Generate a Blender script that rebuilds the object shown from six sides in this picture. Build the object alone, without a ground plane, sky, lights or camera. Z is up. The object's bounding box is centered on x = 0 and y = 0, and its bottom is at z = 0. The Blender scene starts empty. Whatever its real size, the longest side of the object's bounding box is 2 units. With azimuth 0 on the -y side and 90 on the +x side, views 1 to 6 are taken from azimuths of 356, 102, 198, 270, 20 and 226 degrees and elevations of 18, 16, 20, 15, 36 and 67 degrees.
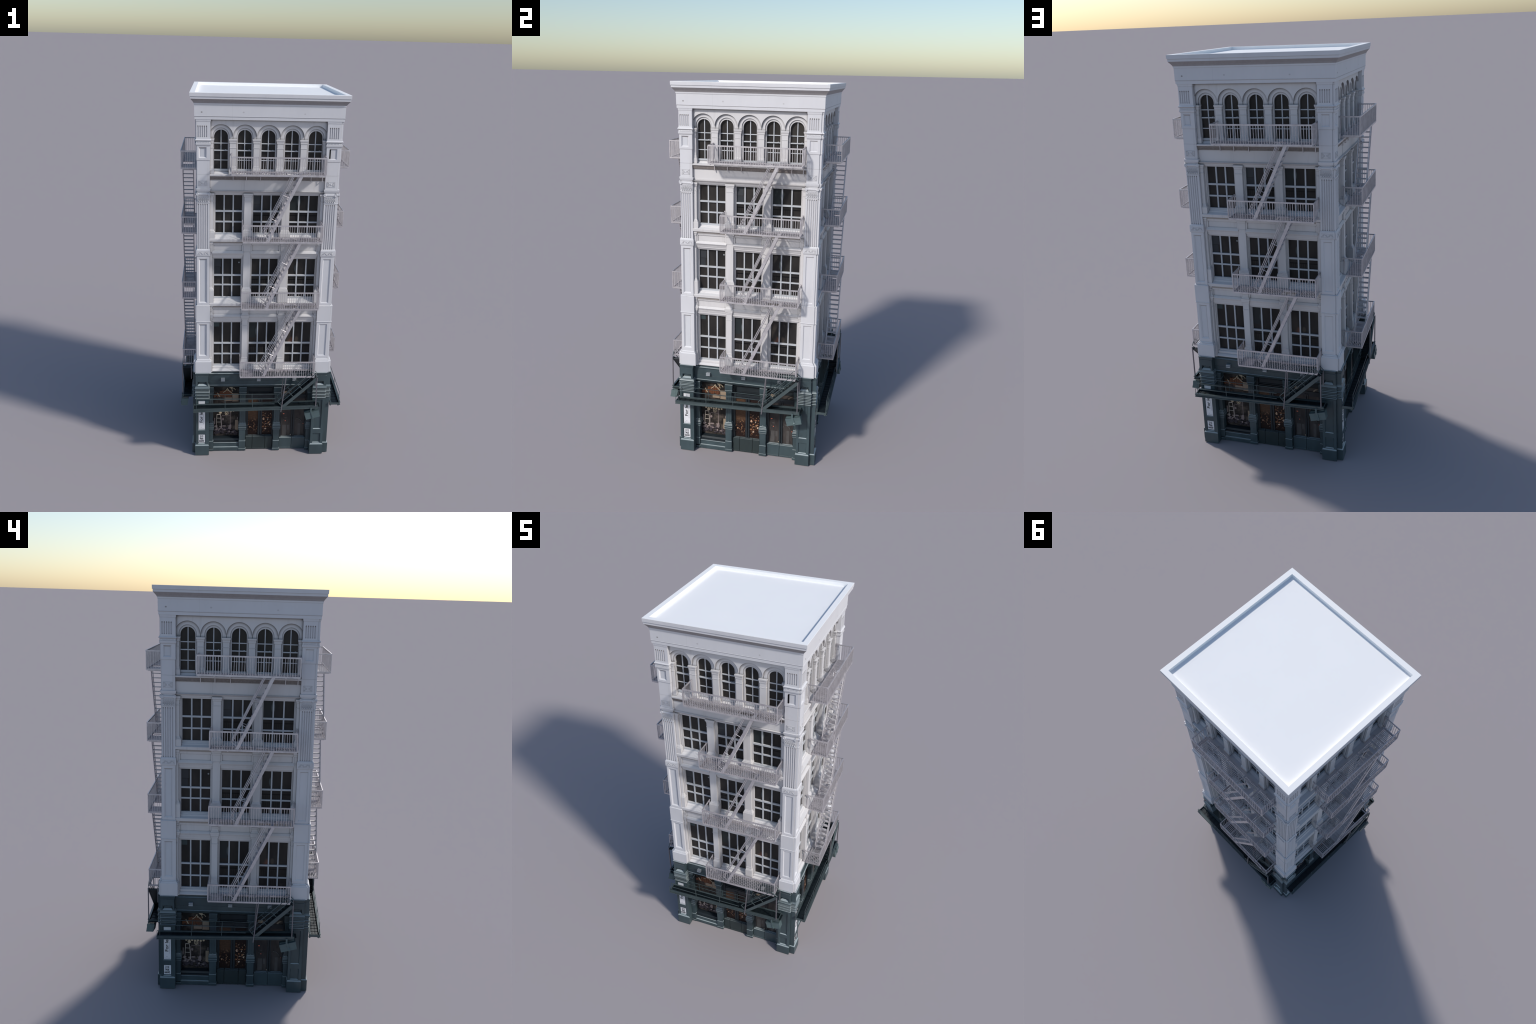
# A white cast-iron commercial building with a dark green shop front and iron
# fire escapes: one facade, designed in facade coordinates and used on all four sides.
#   s = position along the facade (left to right seen from outside)
#   d = distance outward from the building's axis      z = height
# In the facade's own object space: x = s, y = -d, z = z.
import bpy, math, random
from mathutils import Matrix, Vector

rnd = random.Random(7)
TAU = math.tau

# ------------------------------------------------------------------ materials
class Nodes:
    """small helper to wire a Principled material"""
    def __init__(self, name):
        self.mat = bpy.data.materials.new(name)
        self.mat.use_nodes = True
        self.nt = self.mat.node_tree
        self.bsdf = self.nt.nodes["Principled BSDF"]
        self.coord = self.nt.nodes.new("ShaderNodeTexCoord")
        self.obj = self.coord.outputs["Object"]

    def node(self, kind, **props):
        n = self.nt.nodes.new(kind)
        for k, v in props.items():
            setattr(n, k, v)
        return n

    def link(self, a, b):
        self.nt.links.new(a, b)

    def put(self, sock, v):
        if hasattr(v, "is_output"):
            self.link(v, sock)
        else:
            sock.default_value = v

    def math(self, op, a, b=0.0, clamp=False):
        n = self.node("ShaderNodeMath", operation=op, use_clamp=clamp)
        self.put(n.inputs[0], a)
        self.put(n.inputs[1], b)
        return n.outputs[0]

    def mix(self, fac, a, b):
        n = self.node("ShaderNodeMix", data_type="RGBA")
        self.put(n.inputs[0], fac)
        self.put(n.inputs[6], a if hasattr(a, "is_output") else (*a, 1))
        self.put(n.inputs[7], b if hasattr(b, "is_output") else (*b, 1))
        return n.outputs[2]

    def noise(self, scale, detail=3.0, stretch=None, rough=0.55):
        n = self.node("ShaderNodeTexNoise")
        n.inputs["Scale"].default_value = scale
        n.inputs["Detail"].default_value = detail
        n.inputs["Roughness"].default_value = rough
        if stretch:
            m = self.node("ShaderNodeMapping")
            m.inputs["Scale"].default_value = stretch
            self.link(self.obj, m.inputs[0])
            self.link(m.outputs[0], n.inputs["Vector"])
        else:
            self.link(self.obj, n.inputs["Vector"])
        return n.outputs["Fac"]

    def ramp(self, fac, lo, hi):
        n = self.node("ShaderNodeMapRange", clamp=True)
        self.put(n.inputs[0], fac)
        n.inputs[1].default_value, n.inputs[2].default_value = lo, hi
        return n.outputs[0]

    def xyz(self):
        n = self.node("ShaderNodeSeparateXYZ")
        self.link(self.obj, n.inputs[0])
        return n.outputs

    def spot(self, s, z, rs, rz, soft=0.35):
        """elliptic patch on the facade, 1 inside and 0 outside"""
        x, _, zz = self.xyz()
        a = self.math("DIVIDE", self.math("SUBTRACT", x, s), rs)
        b = self.math("DIVIDE", self.math("SUBTRACT", zz, z), rz)
        r = self.math("ADD", self.math("MULTIPLY", a, a), self.math("MULTIPLY", b, b))
        return self.math("SUBTRACT", 1.0, self.ramp(r, 1.0 - soft, 1.0 + soft))

    def rect(self, s0, s1, z0, z1):
        x, _, zz = self.xyz()
        m = self.math("MULTIPLY", self.math("GREATER_THAN", x, s0), self.math("LESS_THAN", x, s1))
        m = self.math("MULTIPLY", m, self.math("GREATER_THAN", zz, z0))
        return self.math("MULTIPLY", m, self.math("LESS_THAN", zz, z1))

    def normal_z(self):
        g = self.node("ShaderNodeNewGeometry")
        n = self.node("ShaderNodeSeparateXYZ")
        self.link(g.outputs["Normal"], n.inputs[0])
        return n.outputs[2]

    def bump(self, height, strength, dist=0.001):
        n = self.node("ShaderNodeBump")
        n.inputs["Strength"].default_value = strength
        n.inputs["Distance"].default_value = dist
        self.link(height, n.inputs["Height"])
        self.link(n.outputs[0], self.bsdf.inputs["Normal"])

    def done(self, color, rough=0.5, metal=0.0, spec=0.5):
        b = self.bsdf
        self.put(b.inputs["Base Color"], color if hasattr(color, "is_output") else (*color, 1))
        self.put(b.inputs["Roughness"], rough)
        b.inputs["Metallic"].default_value = metal
        b.inputs["Specular IOR Level"].default_value = spec
        return self.mat


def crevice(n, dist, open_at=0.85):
    """1 deep in a crease, 0 on open surfaces: mask for shade painted into the colour"""
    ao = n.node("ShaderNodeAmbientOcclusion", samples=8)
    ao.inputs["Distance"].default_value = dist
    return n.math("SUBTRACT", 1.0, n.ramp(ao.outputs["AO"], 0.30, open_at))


def white_paint(name, base=(0.645, 0.640, 0.670), marks=False, crease_shade=(0.17, 0.155, 0.15), amount=0.8, reach=0.006, streaks=0.18, open_at=0.85):
    n = Nodes(name)
    grime = n.ramp(n.noise(9, 5, (1, 1, 0.45)), 0.42, 0.75)
    fine = n.ramp(n.noise(120, 2), 0.35, 0.7)
    col = n.mix(n.math("MULTIPLY", grime, 0.5), base, tuple(v * 0.86 for v in base))
    col = n.mix(n.math("MULTIPLY", fine, 0.10), col, (0.72, 0.71, 0.70))
    # water streaks running down
    streak = n.ramp(n.noise(60, 3, (1, 1, 0.06)), 0.58, 0.78)
    col = n.mix(n.math("MULTIPLY", streak, streaks), col, (0.36, 0.33, 0.31))
    # soot gathers on faces that look down
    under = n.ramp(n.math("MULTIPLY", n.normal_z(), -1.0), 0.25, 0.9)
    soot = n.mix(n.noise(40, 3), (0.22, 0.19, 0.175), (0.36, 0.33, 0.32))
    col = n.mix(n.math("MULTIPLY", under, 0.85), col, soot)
    col = n.mix(n.math("MULTIPLY", crevice(n, reach, open_at), amount), col, crease_shade)  # occlusion shade painted into the creases
    # painted light: faces that look up are brightened
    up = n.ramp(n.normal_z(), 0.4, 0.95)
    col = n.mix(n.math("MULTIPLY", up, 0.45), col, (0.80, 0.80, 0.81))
    if marks:  # a paint joint and three bolt stains in the frieze
        x, _, z = n.xyz()
        joint = n.math("MULTIPLY", n.math("LESS_THAN", n.math("ABSOLUTE", n.math("SUBTRACT", x, -0.182)), 0.0009), 0.25)
        col = n.mix(joint, col, (0.4, 0.4, 0.42))
        for s, zz, r in ((-0.330, 1.9075, 0.0042), (-0.129, 1.9095, 0.0045), (0.168, 1.9065, 0.0038)):
            k = 0.75 if s < -0.3 else 0.3
            col = n.mix(n.math("MULTIPLY", n.spot(s, zz, r, r * 0.8, 0.7), k), col, (0.18, 0.16, 0.15))
    n.bump(n.noise(160, 2), 0.15, 0.0006)
    return n.done(col, 0.55, 0, 0.3)


def green_paint(name, base=(0.054, 0.082, 0.092), dark=(0.034, 0.053, 0.061), rough=0.38, metal=0.0, edge=0.9):
    n = Nodes(name)
    k = n.ramp(n.noise(14, 4, (1, 1, 0.4)), 0.35, 0.72)
    col = n.mix(k, base, dark)
    if edge:    # highlight painted on upward faces, shade painted into creases
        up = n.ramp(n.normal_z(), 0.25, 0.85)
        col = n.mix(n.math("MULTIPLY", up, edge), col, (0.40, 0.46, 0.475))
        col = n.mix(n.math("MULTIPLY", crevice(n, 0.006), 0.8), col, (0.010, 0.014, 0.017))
    n.bump(n.noise(150, 2), 0.15, 0.0006)
    return n.done(col, rough, metal, 0.5)


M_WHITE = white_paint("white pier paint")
M_WALL = white_paint("white wall paint", (0.640, 0.620, 0.625), amount=0.85, reach=0.008)  # slightly darker, browner base carries the shade of the recessed wall
M_ARCH = white_paint("arch paint", (0.66, 0.645, 0.655), crease_shade=(0.07, 0.062, 0.06), amount=1.0, reach=0.014, open_at=0.93)  # deep crease tint paints the shade inside the arch hoods
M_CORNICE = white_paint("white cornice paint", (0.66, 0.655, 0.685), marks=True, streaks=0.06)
M_COVE = white_paint("shaded cove paint", (0.34, 0.325, 0.34), amount=0.4)  # grey base holds the shade under the cornice overhang
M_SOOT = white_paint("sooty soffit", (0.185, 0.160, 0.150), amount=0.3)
M_SOFFIT_BROWN = white_paint("brown soffit", (0.36, 0.325, 0.30), amount=0.5)  # darker brown base for the band under the sills
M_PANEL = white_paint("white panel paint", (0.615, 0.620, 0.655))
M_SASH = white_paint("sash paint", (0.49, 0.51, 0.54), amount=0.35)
M_GREEN = green_paint("dark green paint")
M_GREEN_LOW = green_paint("door green paint", (0.026, 0.040, 0.041), (0.020, 0.030, 0.032), 0.45, 0, 0.3)
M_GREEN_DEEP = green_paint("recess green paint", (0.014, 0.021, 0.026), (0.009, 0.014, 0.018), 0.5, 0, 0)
M_DECK = green_paint("walkway deck paint", (0.016, 0.024, 0.028), (0.010, 0.016, 0.020), 0.42, 0.3, 0)
M_GREEN_IRON = green_paint("green iron", (0.095, 0.125, 0.130), (0.070, 0.095, 0.100), 0.35, 0.35, 0)
M_BAND = green_paint("pale green banding", (0.066, 0.088, 0.094), (0.042, 0.058, 0.063), edge=0.6)

n = Nodes("roof deck")
M_ROOF = n.done(n.mix(n.ramp(n.noise(6, 4), 0.3, 0.7), (0.965, 0.965, 0.965), (0.95, 0.95, 0.955)), 0.7, 0, 0.2)

n = Nodes("grey painted iron")
M_IRON = n.done(n.mix(n.ramp(n.noise(45, 3), 0.35, 0.7), (0.66, 0.63, 0.65), (0.52, 0.49, 0.51)), 0.45, 0.6)
n = Nodes("worn iron treads")
M_TREAD = n.done(n.mix(n.noise(45, 3), (0.60, 0.58, 0.60), (0.48, 0.465, 0.48)), 0.7, 0.1)
n = Nodes("dark grey iron")
M_IRON_DARK = n.done(n.mix(n.noise(45, 3), (0.26, 0.25, 0.27), (0.19, 0.18, 0.20)), 0.45, 0.6)

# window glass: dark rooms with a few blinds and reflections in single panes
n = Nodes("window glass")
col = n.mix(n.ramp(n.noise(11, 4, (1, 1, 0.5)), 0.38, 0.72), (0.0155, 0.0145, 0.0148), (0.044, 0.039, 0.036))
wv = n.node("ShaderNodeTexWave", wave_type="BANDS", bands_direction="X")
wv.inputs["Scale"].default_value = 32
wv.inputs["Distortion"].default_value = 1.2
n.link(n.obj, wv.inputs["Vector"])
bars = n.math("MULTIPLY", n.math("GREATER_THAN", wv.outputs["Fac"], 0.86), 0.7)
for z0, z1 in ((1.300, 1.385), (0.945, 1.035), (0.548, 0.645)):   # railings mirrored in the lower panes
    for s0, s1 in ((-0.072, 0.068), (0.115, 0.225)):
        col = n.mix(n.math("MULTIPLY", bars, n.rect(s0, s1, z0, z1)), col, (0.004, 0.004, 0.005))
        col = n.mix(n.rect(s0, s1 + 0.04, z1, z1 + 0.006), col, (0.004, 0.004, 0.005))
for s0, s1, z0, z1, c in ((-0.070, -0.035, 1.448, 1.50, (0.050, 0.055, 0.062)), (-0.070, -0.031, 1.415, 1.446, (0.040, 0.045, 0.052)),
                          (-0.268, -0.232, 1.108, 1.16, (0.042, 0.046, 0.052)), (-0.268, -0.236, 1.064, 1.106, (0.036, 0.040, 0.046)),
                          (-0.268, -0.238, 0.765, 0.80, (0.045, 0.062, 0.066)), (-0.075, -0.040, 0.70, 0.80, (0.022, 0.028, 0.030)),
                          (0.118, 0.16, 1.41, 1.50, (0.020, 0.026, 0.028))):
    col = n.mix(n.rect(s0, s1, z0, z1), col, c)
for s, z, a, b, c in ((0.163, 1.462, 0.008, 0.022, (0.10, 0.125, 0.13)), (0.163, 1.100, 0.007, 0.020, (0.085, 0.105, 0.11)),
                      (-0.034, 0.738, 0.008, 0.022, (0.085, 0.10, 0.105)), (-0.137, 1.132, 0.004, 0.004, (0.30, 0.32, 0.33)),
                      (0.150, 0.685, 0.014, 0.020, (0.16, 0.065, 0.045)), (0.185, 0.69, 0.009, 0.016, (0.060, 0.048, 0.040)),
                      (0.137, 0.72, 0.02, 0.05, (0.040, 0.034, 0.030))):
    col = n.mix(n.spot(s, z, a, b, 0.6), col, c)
M_GLASS = n.done(col, 0.35, 0, 0.25)

n = Nodes("plain black")
M_BLACK = n.done((0.004, 0.004, 0.005), 0.7, 0, 0.1)
n = Nodes("shop interior")
col = n.mix(n.ramp(n.noise(28, 4), 0.45, 0.72), (0.020, 0.017, 0.016), (0.120, 0.095, 0.078))
M_SHOP = n.done(col, 0.5, 0, 0.2)
n = Nodes("door glass with room")
col = n.mix(n.ramp(n.noise(22, 3, (1, 1, 0.35)), 0.4, 0.75), (0.030, 0.026, 0.026), (0.085, 0.074, 0.068))
M_DOORGLASS = n.done(col, 0.3, 0, 0.3)

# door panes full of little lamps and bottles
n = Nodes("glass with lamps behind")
def lamps(scale, lo, hi, keep):
    v = n.node("ShaderNodeTexVoronoi", feature="F1")
    v.inputs["Scale"].default_value = scale
    warp = n.node("ShaderNodeTexNoise")
    warp.inputs["Scale"].default_value = 90
    n.link(n.obj, warp.inputs["Vector"])
    shift = n.node("ShaderNodeVectorMath", operation="MULTIPLY_ADD")
    n.link(warp.outputs["Color"], shift.inputs[0])
    shift.inputs[1].default_value = (0.012, 0.012, 0.012)
    n.link(n.obj, shift.inputs[2])
    n.link(shift.outputs[0], v.inputs["Vector"])
    sep = n.node("ShaderNodeSeparateColor")
    n.link(v.outputs["Color"], sep.inputs[0])
    size = n.math("ADD", n.math("MULTIPLY", sep.outputs[2], 0.9), 0.35)
    inside = n.math("SUBTRACT", 1.0, n.ramp(n.math("DIVIDE", v.outputs["Distance"], size), lo, hi))
    return n.math("MULTIPLY", inside, n.math("GREATER_THAN", sep.outputs[0], keep)), sep.outputs[1]
_, _, zz = n.xyz()
br = n.node("ShaderNodeTexBrick")
mp = n.node("ShaderNodeMapping")
mp.inputs["Rotation"].default_value = (math.pi / 2, 0, 0)
n.link(n.obj, mp.inputs[0]); n.link(mp.outputs[0], br.inputs["Vector"])
br.inputs["Scale"].default_value = 60
br.inputs["Color1"].default_value = (0.085, 0.045, 0.026, 1)
br.inputs["Color2"].default_value = (0.115, 0.062, 0.035, 1)
br.inputs["Mortar"].default_value = (0.04, 0.022, 0.015, 1)
low = n.math("SUBTRACT", 1.0, n.ramp(zz, 0.165, 0.195))
left = n.rect(-0.08, 0.0, 0, 1)
col = n.mix(n.math("MULTIPLY", n.ramp(zz, 0.165, 0.195), left), (0.022, 0.012, 0.010), br.outputs["Color"])
m1, h1 = lamps(120, 0.30, 0.56, 0.36)
m2, h2 = lamps(78, 0.24, 0.42, 0.55)
patchy = n.ramp(n.noise(38, 2), 0.36, 0.50)
high = n.math("MULTIPLY", n.math("SUBTRACT", 1.0, left), n.math("SUBTRACT", 1.0, n.ramp(zz, 0.205, 0.235)))
zone = n.math("MULTIPLY", n.math("MULTIPLY", n.ramp(zz, 0.095, 0.125), patchy), n.math("MAXIMUM", low, high))
col = n.mix(n.math("MULTIPLY", m1, zone), col, n.mix(h1, (0.28, 0.095, 0.040), (0.62, 0.34, 0.18)))
col = n.mix(n.math("MULTIPLY", m2, zone), col, n.mix(h2, (0.66, 0.36, 0.20), (0.92, 0.82, 0.68)))
M_LAMPS = n.done(col, 0.4, 0, 0.2)

def plain(name, c, rough=0.6, metal=0.0, spec=0.4, vary=None):
    n = Nodes(name)
    if vary:
        return n.done(n.mix(n.noise(60, 3), c, vary), rough, metal, spec)
    return n.done(n.mix(n.noise(60, 3), c, tuple(v * 0.85 for v in c)), rough, metal, spec)

M_SIGN = plain("sign board", (0.80, 0.80, 0.83), 0.5)
M_INK = plain("sign ink", (0.02, 0.02, 0.024), 0.6)
M_INK_SOFT = plain("pale sign ink", (0.25, 0.25, 0.28), 0.6)
M_CURTAIN = plain("brown curtain", (0.20, 0.075, 0.030), vary=(0.11, 0.035, 0.018))
M_CREAM = plain("cream objects", (0.62, 0.50, 0.34), vary=(0.45, 0.35, 0.24))
M_LADDER = plain("pale ladder", (0.55, 0.47, 0.40))
M_BEIGE = plain("beige crate", (0.36, 0.27, 0.19))
M_PURPLE = plain("dark heap", (0.075, 0.055, 0.065), vary=(0.03, 0.025, 0.03))
M_PALE = plain("pale bottles", (0.33, 0.26, 0.24), vary=(0.17, 0.13, 0.125))
M_REFLECT = plain("dim reflection", (0.100, 0.092, 0.088), vary=(0.060, 0.056, 0.055))
M_LAMP = plain("floodlight housing", (0.105, 0.150, 0.155), 0.4, 0.2)
M_FIXTURE = plain("light fixture", (0.42, 0.45, 0.48), 0.4, 0.2)
M_RED = plain("small red lamp", (0.75, 0.20, 0.12))
M_TRANSOM = plain("transom dusk", (0.085, 0.066, 0.055), 0.4, 0, 0.3, vary=(0.05, 0.042, 0.04))

# ------------------------------------------------------------------ geometry builder
class Geo:
    def __init__(self):
        self.v, self.f = [], []

    def add(self, pts, faces):
        o = len(self.v)
        self.v += [(p[0], -p[1], p[2]) for p in pts]     # (s, d, z) -> object space
        self.f += [[o + i for i in q] for q in faces]

    def box(self, s0, s1, d0, d1, z0, z1):
        p = [(s, d, z) for z in (z0, z1) for d in (d0, d1) for s in (s0, s1)]
        self.add(p, [(0, 1, 3, 2), (4, 6, 7, 5), (0, 4, 5, 1), (2, 3, 7, 6), (0, 2, 6, 4), (1, 5, 7, 3)])
        return self

    def hexa(self, low, high):
        """two matching quads joined into a block"""
        self.add(list(low) + list(high), [(3, 2, 1, 0), (4, 5, 6, 7)] + [(i, (i + 1) % 4, 4 + (i + 1) % 4, 4 + i) for i in range(4)])

    def loft(self, rings, closed=True, caps=True):
        n = len(rings[0])
        pts = [p for r in rings for p in r]
        faces = []
        for k in range(len(rings) - 1):
            for i in range(n if closed else n - 1):
                j = (i + 1) % n
                faces.append((k * n + i, k * n + j, (k + 1) * n + j, (k + 1) * n + i))
        if caps:
            faces += [tuple(range(n))[::-1], tuple(range((len(rings) - 1) * n, len(rings) * n))]
        self.add(pts, faces)

    def stack(self, s0, s1, d0, d1, steps):
        """a moulded shaft: rectangle s0..s1 x d0..d1 swelling by e at each height"""
        self.loft([[(s0 - e, d0, z), (s1 + e, d0, z), (s1 + e, d1 + e, z), (s0 - e, d1 + e, z)] for z, e in steps])
        return self

    def run(self, s0, s1, back, prof, mitre=False):
        """moulding with profile [(z, d)...] drawn from s0 to s1; mitre: ends follow the 45 degree corner"""
        pr = [(prof[0][0], back)] + list(prof) + [(prof[-1][0], back)]
        ends = []
        for e in (0, 1):
            ends.append([((-d if e == 0 else d) if mitre else (s0 if e == 0 else s1), d, z) for z, d in pr])
        self.loft(ends)
        return self

    def panel(self, S0, S1, Z0, Z1, d, s0, s1, z0, z1, depth, bev, back):
        """block with a bevelled sunk panel in its front"""
        o = [(S0, d, Z0), (S1, d, Z0), (S1, d, Z1), (S0, d, Z1)]
        i = [(s0, d, z0), (s1, d, z0), (s1, d, z1), (s0, d, z1)]
        j = [(s0 + bev, d - depth, z0 + bev), (s1 - bev, d - depth, z0 + bev), (s1 - bev, d - depth, z1 - bev), (s0 + bev, d - depth, z1 - bev)]
        b = [(S0, back, Z0), (S1, back, Z0), (S1, back, Z1), (S0, back, Z1)]
        f = [(12, 13, 14, 15)[::-1], (8, 9, 10, 11)]
        for k in range(4):
            m = (k + 1) % 4
            f += [(k, m, 4 + m, 4 + k), (4 + k, 4 + m, 8 + m, 8 + k), (12 + k, 12 + m, m, k)]
        self.add(o + i + j + b, f)
        return self

    def flutes(self, S0, S1, d, back, z0, z1, first, last, n, half, depth):
        """shaft whose front carries n round grooves"""
        line = [(S0, d)]
        for k in range(n):
            c = first + (last - first) * k / (n - 1)
            for a in range(7):
                t = math.pi * a / 6
                line.append((c - half * math.cos(t), d - depth * math.sin(t)))
        line += [(S1, d), (S1, back), (S0, back)]
        self.loft([[(s, dd, z) for s, dd in line] for z in (z0, z1)])
        return self

    def bar(self, a, b, w, h=None, up=(0, 0, 1)):
        """square bar from a to b, w wide and h high"""
        h = h or w
        a, b = Vector(a), Vector(b)
        t = (b - a).normalized()
        u = Vector(up)
        if abs(t.dot(u)) > 0.95:
            u = Vector((1, 0, 0))
        r = t.cross(u).normalized()
        u = r.cross(t).normalized()
        q = [r * (w / 2) * i + u * (h / 2) * j for i, j in ((-1, -1), (1, -1), (1, 1), (-1, 1))]
        self.loft([[a + k for k in q], [b + k for k in q]])
        return self

    def tube(self, path, r, n=6):
        path = [Vector(p) for p in path]
        rings = []
        u = None
        for i, p in enumerate(path):
            t = (path[min(i + 1, len(path) - 1)] - path[max(i - 1, 0)]).normalized()
            if u is None:
                u = t.orthogonal().normalized()
            u = (u - t * u.dot(t)).normalized()
            w = t.cross(u)
            rings.append([p + (u * math.cos(TAU * k / n) + w * math.sin(TAU * k / n)) * r for k in range(n)])
        self.loft(rings)
        return self

    def blob(self, c, r, seg=8, rings=5):
        ps = []
        for i in range(1, rings):
            a = math.pi * i / rings
            ps.append([(c[0] + r[0] * math.sin(a) * math.cos(TAU * k / seg), c[1] + r[1] * math.sin(a) * math.sin(TAU * k / seg), c[2] - r[2] * math.cos(a)) for k in range(seg)])
        self.loft(ps)
        return self

    def arch_plate(self, c, half, zc, radius, top, d, back, n=24):
        """wall piece between c-half..c+half from the arch of this radius up to top"""
        lo, hi = [], []
        for k in range(n + 1):
            a = math.pi * (1 - k / n)
            s = c + radius * math.cos(a)
            lo.append((s, zc + radius * math.sin(a)))
            hi.append((s, top))
        front = [(c - half, zc)] + lo + [(c + half, zc)]
        above = [(c - half, top)] + hi + [(c + half, top)]
        m = len(front)
        pts = [(s, d, z) for s, z in front] + [(s, d, z) for s, z in above] + [(s, back, z) for s, z in front]
        f = []
        for k in range(m - 1):
            if front[k][0] < front[k + 1][0] - 1e-7 or abs(front[k][1] - front[k + 1][1]) > 1e-7:
                f.append((k, k + 1, m + k + 1, m + k))
            f.append((2 * m + k, 2 * m + k + 1, k + 1, k))
        self.add(pts, f)
        return self

    def arch_ring(self, c, zc, r0, r1, d, back, n=24):
        """flat ring of an arch between radii r0 < r1 with its soffit"""
        pts = []
        for r, dd in ((r1, d), (r0, d), (r0, back)):
            for k in range(n + 1):
                a = math.pi * (1 - k / n)
                pts.append((c + r * math.cos(a), dd, zc + r * math.sin(a)))
        m = n + 1
        f = []
        for k in range(n):
            f += [(m + k, m + k + 1, k + 1, k), (2 * m + k, 2 * m + k + 1, m + k + 1, m + k)]
        self.add(pts, f)
        return self

    def mesh(self, name, mat, smooth=False):
        me = bpy.data.meshes.new(name)
        me.from_pydata(self.v, [], self.f)
        me.materials.append(mat)
        import bmesh
        bm = bmesh.new()
        bm.from_mesh(me)
        bmesh.ops.remove_doubles(bm, verts=bm.verts, dist=1e-7)
        bmesh.ops.recalc_face_normals(bm, faces=bm.faces)
        bm.to_mesh(me)
        bm.free()
        if smooth:
            me.shade_smooth()
        return me


root = bpy.data.objects.new("corner_building", None)
root.empty_display_size = 0.3
bpy.context.scene.collection.objects.link(root)
root["label"] = "white five-storey iron-front building, green shopfront, grey fire escapes"
root["category"] = "city building"

def place(name, me, parent=None, face=0, stuff=False):
    o = bpy.data.objects.new(name, me)
    bpy.context.scene.collection.objects.link(o)
    o.parent = parent or root
    if parent is None:
        o.matrix_local = Matrix.Rotation(face * math.pi / 2, 4, "Z")
    if stuff:
        o["kind"] = "stuff"
    return o

PARTS = []      # (name, mesh, [(child name, mesh, stuff)...], stuff)
def part(name, geo, mat, kids=(), stuff=False, smooth=False):
    PARTS.append((name, geo.mesh(name, mat, smooth), [(kn, kg.mesh(kn, km), ks) for kn, kg, km, ks in kids], stuff))

BACK = 0.300        # hidden back of the facade pieces

# ------------------------------------------------------------------ crown: cornice, frieze
g = Geo()
g.run(0, 0, 0.34, [(1.8730, 0.3620), (1.8730, 0.3640), (1.8862, 0.3642), (1.8872, 0.3655), (1.8890, 0.3665), (1.8895, 0.3655), (1.9425, 0.3660),
      (1.9427, 0.3676), (1.9500, 0.3684)], mitre=True)
g.run(0, 0, 0.3635, [(1.9706, 0.3660), (1.9708, 0.3842), (1.9822, 0.3846), (1.9823, 0.3872), (1.9985, 0.3876)], mitre=True)
cv = Geo().run(0, 0, 0.355, [(1.9496, 0.3680), (1.9515, 0.3692), (1.9580, 0.3732), (1.9650, 0.3790), (1.9709, 0.3838)], mitre=True)
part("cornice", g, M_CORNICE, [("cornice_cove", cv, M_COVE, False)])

# ------------------------------------------------------------------ corner piers
def blobs_row(g, s0, s1, d, z, n, r, dz=0.0):
    for k in range(n):
        s = s0 + (s1 - s0) * (k + 0.5) / n
        g.blob((s, d, z + (dz if k % 2 else -dz)), r)

def scroll(g, s, d, z, r, hand):
    """a flat spiral volute"""
    path = []
    for k in range(22):
        a = k / 21 * 2.6 * math.pi
        q = r * (1 - 0.78 * k / 21)
        path.append((s + hand * q * math.sin(a), d, z + q * math.cos(a)))
    g.tube(path, r * 0.22, 5)

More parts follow.
